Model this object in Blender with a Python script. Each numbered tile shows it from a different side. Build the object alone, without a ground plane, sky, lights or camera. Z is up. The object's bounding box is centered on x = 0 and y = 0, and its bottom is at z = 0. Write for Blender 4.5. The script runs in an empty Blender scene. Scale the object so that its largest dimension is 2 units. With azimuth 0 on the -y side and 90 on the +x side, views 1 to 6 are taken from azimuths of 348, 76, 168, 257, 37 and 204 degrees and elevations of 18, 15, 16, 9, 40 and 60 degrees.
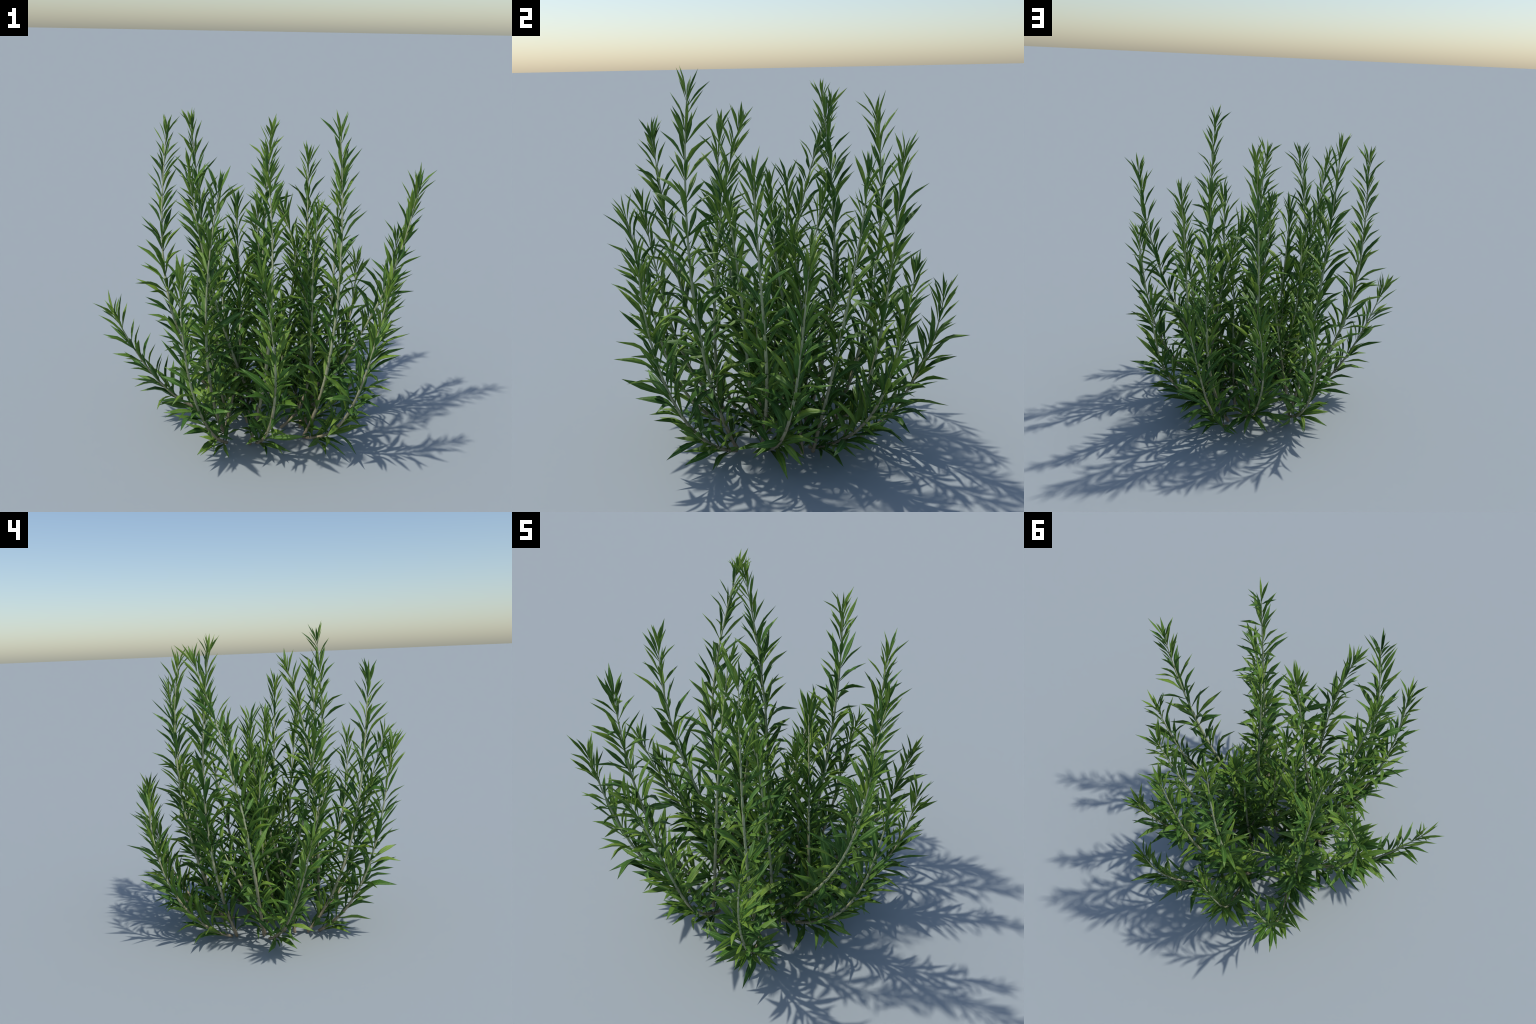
"""A leafy clump of upright, willow-leaved shoots: 29 woody stems that rise from a small
crown, bow outwards and then climb, each carrying whorls of folded lance-shaped leaves."""
import bpy, math, random
from mathutils import Vector, Matrix

rng = random.Random(20417)

# ----------------------------------------------------------------------------- materials
def new_mat(name):
    m = bpy.data.materials.new(name)
    m.use_nodes = True
    nt = m.node_tree
    nt.nodes.clear()
    out = nt.nodes.new("ShaderNodeOutputMaterial")
    b = nt.nodes.new("ShaderNodeBsdfPrincipled")
    nt.links.new(b.outputs[0], out.inputs[0])
    return m, nt, b, out

def coords(nt, scale):
    tc = nt.nodes.new("ShaderNodeTexCoord")
    mp = nt.nodes.new("ShaderNodeMapping")
    mp.inputs["Scale"].default_value = scale
    nt.links.new(tc.outputs["Object"], mp.inputs["Vector"])
    return mp.outputs["Vector"]

def noise(nt, vec, scale, detail=3.0, rough=0.55):
    n = nt.nodes.new("ShaderNodeTexNoise")
    n.inputs["Scale"].default_value = scale
    n.inputs["Detail"].default_value = detail
    n.inputs["Roughness"].default_value = rough
    nt.links.new(vec, n.inputs["Vector"])
    return n.outputs["Fac"]

def ramp(nt, fac, stops):
    r = nt.nodes.new("ShaderNodeValToRGB")
    el = r.color_ramp.elements
    while len(el) < len(stops):
        el.new(0.5)
    for e, (p, c) in zip(el, stops):
        e.position = p
        e.color = (*c, 1)
    nt.links.new(fac, r.inputs["Fac"])
    return r.outputs["Color"]

def mix(nt, fac, a, b, mode="MIX"):
    n = nt.nodes.new("ShaderNodeMix")
    n.data_type = "RGBA"
    n.blend_type = mode
    if isinstance(fac, float):
        n.inputs[0].default_value = fac
    else:
        nt.links.new(fac, n.inputs[0])
    for sock, v in ((n.inputs[6], a), (n.inputs[7], b)):
        if isinstance(v, tuple):
            sock.default_value = (*v, 1)
        else:
            nt.links.new(v, sock)
    return n.outputs[2]

def leaf_material(name, lo, mid, hi, rough=0.5):
    m, nt, b, out = new_mat(name)
    v = coords(nt, (1, 1, 1))
    broad = noise(nt, v, 9.0, 2.0)
    col = ramp(nt, broad, [(0.30, lo), (0.52, mid), (0.74, hi)])
    fine = noise(nt, v, 150.0, 4.0, 0.7)
    grain = ramp(nt, fine, [(0.3, (0.80, 0.82, 0.78)), (0.7, (1.15, 1.12, 1.10))])
    col = mix(nt, 1.0, col, grain, "MULTIPLY")
    nt.links.new(col, b.inputs["Base Color"])
    b.inputs["Roughness"].default_value = rough
    b.inputs["Specular IOR Level"].default_value = 0.25
    bump = nt.nodes.new("ShaderNodeBump")
    bump.inputs["Strength"].default_value = 0.12
    bump.inputs["Distance"].default_value = 0.002
    nt.links.new(fine, bump.inputs["Height"])
    nt.links.new(bump.outputs[0], b.inputs["Normal"])
    return m

LEAF_DARK = leaf_material("leaf_blade_deep_green", (0.040, 0.112, 0.018), (0.058, 0.148, 0.024), (0.080, 0.180, 0.028))
LEAF_MID = leaf_material("leaf_blade_green", (0.074, 0.162, 0.021), (0.106, 0.208, 0.029), (0.145, 0.258, 0.040))
LEAF_LIGHT = leaf_material("leaf_blade_yellow_green", (0.118, 0.218, 0.025), (0.168, 0.280, 0.036), (0.215, 0.330, 0.055))
LEAF_TIP = leaf_material("leaf_tip_pale_green", (0.13, 0.25, 0.055), (0.19, 0.31, 0.085), (0.26, 0.35, 0.13))
LEAF_RIB = leaf_material("leaf_midrib_green", (0.10, 0.20, 0.045), (0.13, 0.24, 0.06), (0.16, 0.27, 0.07))

def stem_material():
    m, nt, b, out = new_mat("stem_bark_tan_to_grey_green")
    v = coords(nt, (1, 1, 0.25))
    streak = noise(nt, v, 120.0, 4.0, 0.65)
    patch = noise(nt, coords(nt, (1, 1, 1)), 7.0, 2.0)
    tc = nt.nodes.new("ShaderNodeTexCoord")
    sep = nt.nodes.new("ShaderNodeSeparateXYZ")
    nt.links.new(tc.outputs["Object"], sep.inputs[0])
    ad = nt.nodes.new("ShaderNodeMath"); ad.operation = "MULTIPLY_ADD"
    nt.links.new(patch, ad.inputs[0]); ad.inputs[1].default_value = 0.7
    nt.links.new(sep.outputs["Z"], ad.inputs[2])
    age = nt.nodes.new("ShaderNodeMapRange")
    age.inputs["From Min"].default_value = 0.35
    age.inputs["From Max"].default_value = 1.05
    nt.links.new(ad.outputs[0], age.inputs["Value"])
    bark = ramp(nt, streak, [(0.28, (0.22, 0.17, 0.115)), (0.5, (0.33, 0.265, 0.18)), (0.72, (0.48, 0.385, 0.255))])
    green = ramp(nt, streak, [(0.28, (0.29, 0.33, 0.19)), (0.5, (0.40, 0.43, 0.26)), (0.72, (0.50, 0.52, 0.33))])
    col = mix(nt, age.outputs[0], bark, green)
    nt.links.new(col, b.inputs["Base Color"])
    b.inputs["Roughness"].default_value = 0.6
    b.inputs["Specular IOR Level"].default_value = 0.25
    bump = nt.nodes.new("ShaderNodeBump")
    bump.inputs["Strength"].default_value = 0.3
    bump.inputs["Distance"].default_value = 0.002
    nt.links.new(streak, bump.inputs["Height"])
    nt.links.new(bump.outputs[0], b.inputs["Normal"])
    return m

STEM = stem_material()

# ----------------------------------------------------------------------------- stems
# each stem: where it leaves the ground (x, y), two spine handles, and its growing tip
STEMS = [
    ((-0.040, -0.311), (0.002, -0.671, 0.260), (0.021, -0.648, 0.687), (-0.127, -0.778, 1.224)),
    ((0.252, -0.299), (0.360, -0.502, 0.456), (0.376, -0.573, 1.170), (0.325, -0.493, 1.870)),
    ((0.045, 0.005), (-0.155, -0.139, 0.446), (-0.360, -0.307, 1.072), (-0.416, -0.203, 1.657)),
    ((-0.208, -0.204), (-0.370, -0.481, 0.418), (-0.420, -0.520, 0.966), (-0.311, -0.602, 1.630)),
    ((-0.170, 0.079), (-0.571, 0.217, 0.553), (-0.579, 0.239, 1.016), (-0.480, 0.486, 1.762)),
    ((-0.129, 0.249), (-0.218, 0.446, 0.548), (-0.246, 0.474, 1.051), (-0.336, 0.380, 1.819)),
    ((0.167, 0.274), (0.128, 0.489, 0.452), (0.165, 0.613, 1.113), (0.193, 0.490, 1.745)),
    ((0.264, -0.184), (0.401, 0.193, 0.047), (-0.015, -0.027, 0.718), (0.002, -0.025, 1.371)),
    ((-0.202, -0.120), (-0.041, -0.084, 0.583), (-0.094, 0.125, 0.945), (-0.100, 0.099, 1.378)),
    ((-0.216, -0.277), (-0.407, -0.539, 0.222), (-0.524, -0.582, 0.667), (-0.510, -0.662, 1.211)),
    ((0.270, -0.171), (0.581, -0.174, 0.553), (0.789, -0.282, 0.885), (0.854, -0.318, 1.556)),
    ((0.298, -0.142), (0.763, -0.145, 0.252), (0.806, -0.116, 0.636), (0.857, -0.087, 1.176)),
    ((-0.085, -0.317), (0.023, -0.377, 0.454), (0.052, -0.386, 1.145), (0.013, -0.186, 1.698)),
    ((0.291, 0.300), (0.526, 0.402, 0.417), (0.439, 0.487, 0.970), (0.455, 0.526, 1.559)),
    ((0.319, 0.367), (0.454, 0.529, 0.152), (0.516, 0.722, 0.543), (0.594, 0.696, 0.878)),
    ((0.177, 0.194), (0.187, 0.650, 0.132), (0.080, 0.731, 0.440), (0.201, 0.742, 0.890)),
    ((-0.234, 0.059), (-0.538, 0.019, 0.132), (-0.699, -0.025, 0.447), (-0.846, -0.050, 0.799)),
    ((0.345, 0.078), (0.677, 0.290, 0.171), (0.777, 0.341, 0.491), (0.784, 0.407, 0.885)),
    ((0.266, -0.305), (0.446, -0.597, 0.142), (0.447, -0.755, 0.599), (0.534, -0.777, 1.145)),
    ((0.392, 0.082), (0.574, 0.090, 0.385), (0.551, 0.243, 0.931), (0.603, 0.282, 1.489)),
    ((0.220, 0.092), (0.255, 0.109, 0.377), (0.233, 0.080, 0.753), (0.259, 0.023, 1.132)),
    ((0.143, -0.167), (0.412, -0.269, 0.243), (0.237, -0.216, 0.852), (0.280, -0.327, 1.406)),
    ((0.396, 0.022), (0.385, -0.018, 0.453), (0.348, 0.031, 0.893), (0.210, 0.196, 1.305)),
    ((-0.121, 0.278), (-0.174, 0.609, 0.130), (-0.221, 0.766, 0.568), (-0.111, 0.751, 0.883)),
    ((-0.153, 0.063), (-0.090, 0.182, 0.297), (-0.022, 0.319, 0.592), (0.050, 0.444, 0.903)),
    ((-0.052, -0.079), (-0.143, 0.061, 0.381), (-0.207, 0.121, 0.766), (-0.199, 0.055, 1.159)),
    ((-0.161, -0.057), (-0.245, -0.133, 0.323), (-0.328, -0.219, 0.650), (-0.394, -0.295, 0.995)),
    ((-0.030, -0.020), (-0.050, -0.030, 0.220), (-0.075, 0.005, 0.450), (-0.105, 0.045, 0.720)),
    ((0.110, -0.080), (0.150, -0.130, 0.260), (0.155, -0.155, 0.520), (0.130, -0.150, 0.800)),
]

def bezier(P, t):
    a, b, c, d = P
    s = 1 - t
    p = s**3 * a + 3*s*s*t * b + 3*s*t*t * c + t**3 * d
    q = 3*s*s * (b - a) + 6*s*t * (c - b) + 3*t*t * (d - c)
    return p, q.normalized()

def arc_table(P, n=200):
    pts = [bezier(P, i / n)[0] for i in range(n + 1)]
    L = [0.0]
    for i in range(n):
        L.append(L[-1] + (pts[i+1] - pts[i]).length)
    return L

def at_length(P, L, s):
    n = len(L) - 1
    lo = 0
    while lo < n - 1 and L[lo + 1] < s:
        lo += 1
    f = (s - L[lo]) / max(1e-9, L[lo+1] - L[lo])
    return bezier(P, (lo + min(max(f, 0), 1)) / n)

def side_of(t):
    a = t.cross(Vector((0.31, 0.95, 0.05)))
    return a.normalized()

def stem_radius(u, total):
    base = 0.0066 + 0.0022 * total
    return base * (1 - u) ** 0.8 * 0.80 + 0.0023

def stem_mesh(P, L, origin):
    total = L[-1]
    rings = max(14, int(total / 0.035))
    K = 8
    verts, faces = [], []
    for i in range(rings + 1):
        u = i / rings
        p, t = at_length(P, L, u * total)
        a = side_of(t); b = t.cross(a)
        r = stem_radius(u, total) * (1 + 0.07 * math.sin(i * 2.1))
        for k in range(K):
            w = 2 * math.pi * k / K
            v = p + (a * math.cos(w) + b * math.sin(w)) * r
            v.z = max(v.z, 0.001)
            verts.append(v - origin)
    for i in range(rings):
        for k in range(K):
            k2 = (k + 1) % K
            faces.append((i*K + k, i*K + k2, (i+1)*K + k2, (i+1)*K + k))
    p, t = at_length(P, L, total)
    verts.append(p + t * 0.006 - origin)
    for k in range(K):
        faces.append((rings*K + k, rings*K + (k+1) % K, len(verts) - 1))
    faces.append(tuple(reversed(range(K))))
    me = bpy.data.meshes.new("stem")
    me.from_pydata(verts, [], faces)
    me.materials.append(STEM)
    me.polygons.foreach_set("use_smooth", [True] * len(faces))
    return me

# ----------------------------------------------------------------------------- leaves
STATIONS = [(0.0, 0.09), (0.20, 0.44), (0.42, 0.92), (0.60, 1.0), (0.80, 0.52), (1.0, 0.0)]

def leaf_shape(length, width, fold, bend, kink, twist, sway):
    """Local leaf: grows along +Y, upper face +Z, bends towards -Z.
    Closed body: folded upper face and a slightly lower under face."""
    thick = 0.0011
    verts, faces, mats = [], [], []
    pos = Vector((0, 0, 0))
    prev = 0.0
    rows = []
    for i, (s, w) in enumerate(STATIONS):
        mids = (prev + s) / 2
        # the outer half breaks over at the kink, the base stays straight
        ang = bend * mids + kink * max(0.0, min(1.0, (mids - 0.36) / 0.30))
        step = (s - prev) * length
        pos = pos + Vector((sway * (s - prev) * length * mids, math.cos(ang) * step, -math.sin(ang) * step))
        prev = s
        hw = w * width * 0.5
        roll = twist * s
        ex = Vector((math.cos(roll), 0, math.sin(roll)))
        ez = Vector((-math.sin(roll) , math.sin(ang), math.cos(ang))).normalized()
        up = ez * (hw * math.tan(fold))
        mid = pos.copy()
        if i == len(STATIONS) - 1:
            rows.append((len(verts),))
            verts.append(mid)
        else:
            rib = min(0.0012, hw * 0.25)
            ribup = ez * (rib * math.tan(fold))
            i0 = len(verts)
            verts += [mid - ex*hw + up, mid - ex*rib + ribup, mid + ex*rib + ribup, mid + ex*hw + up,
                      mid - ex*hw*0.97 + up - ez*thick*0.6, mid - ez*thick, mid + ex*hw*0.97 + up - ez*thick*0.6]
            rows.append(tuple(range(i0, i0 + 7)))
    n = len(rows)
    for i in range(n - 1):
        A, B = rows[i], rows[i+1]
        last = i == n - 2
        zone = 2 if i >= n - 2 else 0            # 0 blade, 1 midrib, 2 tip
        def add(f, m):
            faces.append(f); mats.append(m)
        if last:
            t = B[0]
            add((A[0], A[1], t), zone); add((A[1], A[2], t), 1); add((A[2], A[3], t), zone)
            add((A[5], A[4], t), zone); add((A[6], A[5], t), zone)
            add((A[4], A[0], t), zone); add((A[3], A[6], t), zone)
        else:
            add((A[0], A[1], B[1], B[0]), zone); add((A[1], A[2], B[2], B[1]), 1); add((A[2], A[3], B[3], B[2]), zone)
            add((A[5], A[4], B[4], B[5]), zone); add((A[6], A[5], B[5], B[6]), zone)
            add((A[4], A[0], B[0], B[4]), zone); add((A[3], A[6], B[6], B[3]), zone)
    A = rows[0]
    faces.append((A[3], A[2], A[1], A[0], A[4], A[5], A[6])); mats.append(0)
    return verts, faces, mats

UNIT = 0.15          # every leaf mesh is modelled at this length, then scaled

def make_variant(stage, blade, tip):
    r = rng.uniform
    bend, kink = {"young": (r(-0.06, 0.08), r(-0.06, 0.16)),
                  "middle": (r(-0.08, 0.08), r(-0.04, 0.32)),
                  "old": (r(-0.08, 0.14), r(-0.05, 0.68))}[stage]
    width = {"young": r(0.082, 0.122), "middle": r(0.102, 0.142), "old": r(0.115, 0.158)}[stage]
    v, f, m = leaf_shape(UNIT, width * UNIT, r(0.50, 0.80), bend, kink, r(-0.55, 0.55), r(-0.20, 0.20))
    me = bpy.data.meshes.new("leaf")
    me.from_pydata(v, [], f)
    for mm in (blade, LEAF_RIB, tip):
        me.materials.append(mm)
    me.polygons.foreach_set("material_index", m)
    me.polygons.foreach_set("use_smooth", [True] * len(f))
    return {"mesh": me, "v": v, "f": f, "m": m, "blade": blade, "tip": tip}

VARIANTS = {}
for stage in ("young", "middle", "old"):
    VARIANTS[stage] = []
    for i in range(16):
        blade = rng.choices((LEAF_DARK, LEAF_MID, LEAF_LIGHT), {"young": (3, 4, 4), "middle": (4, 4, 3), "old": (5, 5, 2)}[stage])[0]
        pale = rng.random() < {"young": 0.30, "middle": 0.20, "old": 0.28}[stage]
        VARIANTS[stage].append(make_variant(stage, blade, LEAF_TIP if pale else blade))

def leaf_frame(p, t, radial, angle, roll):
    """Matrix: Y along the leaf, Z its upper face (towards the stem tip)."""
    y = (t * math.cos(angle) + radial * math.sin(angle)).normalized()
    z = (t * math.sin(angle) - radial * math.cos(angle)).normalized()
    x = y.cross(z).normalized()
    m = Matrix((x, y, z)).transposed()
    return m @ Matrix.Rotation(roll, 3, 'Y')

def place_leaf(p, t, phi, angle, length, stage, rad):
    a = side_of(t); b = t.cross(a)
    radial = a * math.cos(phi) + b * math.sin(phi)
    var = rng.choice(VARIANTS[stage])
    roll = rng.uniform(-0.6, 0.6)
    # leaves on a leaning shoot turn a little to the light
    tt = (t + Vector((0, 0, 0.22))).normalized()
    rr = (radial - tt * radial.dot(tt)).normalized()
    # a few low leaves rest on the ground, most stay clear of it
    outward = radial.x * p.x + radial.y * p.y > 0
    clear = 0.004 if outward and rng.random() < 0.22 else min(0.65 * p.z, 0.07)
    for _ in range(18):
        m3 = leaf_frame(p, tt, rr, angle, roll)
        base = p + radial * rad * 0.7
        low = min((m3 @ v).z for v in var["v"]) * length / UNIT + base.z
        if low > max(0.001, clear):
            break
        angle -= 0.09
        tt = (tt + Vector((0, 0, 0.12))).normalized()
        rr = (radial - tt * radial.dot(tt)).normalized()
    else:
        return None
    k = length / UNIT
    M = Matrix.Translation(base) @ m3.to_4x4() @ Matrix.Diagonal((k * rng.uniform(0.9, 1.1), k, k, 1))
    return {"var": var, "M": M, "len": length, "p": base}

def node_list(total, widest):
    s = total
    out = []
    gap = 0.036
    while s > 0.06:
        out.append(s)
        s -= gap * rng.uniform(0.75, 1.25)
        gap = min(gap + 0.010, widest)
    return out

plan = []
for spec in STEMS:
    (bx, by), h1, h2, tip = spec
    P = [Vector((bx, by, 0.010)), Vector(h1), Vector(h2), Vector(tip)]
    L = arc_table(P)
    total = L[-1]
    leaves = []
    phase = rng.uniform(0, math.pi)
    vigour = 1.13 - 0.10 * min(total, 2.0)
    for j, s in enumerate(node_list(total, rng.uniform(0.062, 0.084))):
        from_top = total - s
        g = min(1.0, from_top / 0.75)               # 0 at the tip, 1 on mature wood
        p, t = at_length(P, L, s)
        rad = stem_radius(s / total, total)
        count = 4 if j == 0 else rng.choice((3, 4, 4)) if g < 0.45 else rng.choice((4, 5)) if s > 0.30 else 4
        phase += math.pi / count + rng.uniform(-0.35, 0.35)
        for k in range(count):
            phi = phase + 2 * math.pi * k / count + rng.uniform(-0.42, 0.42)
            stage = "young" if from_top < 0.25 else ("middle" if from_top < 0.70 else "old")
            if from_top < 0.03:
                angle, ln = rng.uniform(0.16, 0.64), rng.uniform(0.115, 0.155)
            else:
                angle = (0.44 + 0.30 * g) * rng.uniform(0.55, 1.42)
                ln = (0.146 + 0.058 * min(1.0, 1.5 * g) + (0.012 if g > 0.9 else 0)) * rng.uniform(0.70, 1.22)
            q, tq = at_length(P, L, max(0.02, s + rng.uniform(-0.018, 0.018)))
            lf = place_leaf(q, tq, phi, angle, ln * vigour, stage, rad)
            if lf:
                leaves.append(lf)
    # a few upswept leaves from the very foot of the stem
    for k in range(3):
        s = rng.uniform(0.018, 0.060)
        p, t = at_length(P, L, s)
        phi = phase + 2.1 * k + rng.uniform(-0.5, 0.5)
        lf = place_leaf(p, t, phi, rng.uniform(0.35, 0.95), rng.uniform(0.13, 0.20), "old",
                        stem_radius(s / total, total))
        if lf:
            leaves.append(lf)
    plan.append((P, L, leaves))

# ----------------------------------------------------------------------------- assemble
scene = bpy.context.scene.collection
plant = bpy.data.objects.new("leafy_shrub", None)
plant.empty_display_size = 0.2
scene.objects.link(plant)
plant["label"] = "bushy clump of upright stems with narrow willow-like green leaves"
plant["category"] = "shrub"

# the leaves that show largest stay single objects, the rest are joined per stem
everything = [lf for _, _, ls in plan for lf in ls]
def prominence(lf):
    p = lf["p"]
    return lf["len"] * (0.6 + math.hypot(p.x, p.y) + 0.35 * p.z)
single = set(id(lf) for lf in sorted(everything, key=prominence, reverse=True)[:290])

for P, L, leaves in plan:
    origin = Vector((P[0].x, P[0].y, 0))
    stem = bpy.data.objects.new("stem", stem_mesh(P, L, origin))
    stem.location = origin
    stem.parent = plant
    scene.objects.link(stem)
    slots, V, F, MI = [], [], [], []
    for lf in leaves:
        var = lf["var"]
        if id(lf) in single:
            ob = bpy.data.objects.new("leaf", var["mesh"])
            ob.parent = stem
            ob.matrix_local = Matrix.Translation(-origin) @ lf["M"]
            scene.objects.link(ob)
            continue
        o = len(V)
        M = Matrix.Translation(-origin) @ lf["M"]
        V += [M @ v for v in var["v"]]
        table = []
        for mm in (var["blade"], LEAF_RIB, var["tip"]):
            if mm not in slots:
                slots.append(mm)
            table.append(slots.index(mm))
        F += [tuple(i + o for i in f) for f in var["f"]]
        MI += [table[m] for m in var["m"]]
    if F:
        me = bpy.data.meshes.new("foliage")
        me.from_pydata(V, [], F)
        for mm in slots:
            me.materials.append(mm)
        me.polygons.foreach_set("material_index", MI)
        me.polygons.foreach_set("use_smooth", [True] * len(F))
        fo = bpy.data.objects.new("foliage", me)
        fo["kind"] = "stuff"
        fo.parent = stem
        scene.objects.link(fo)
print("leaves", len(everything))
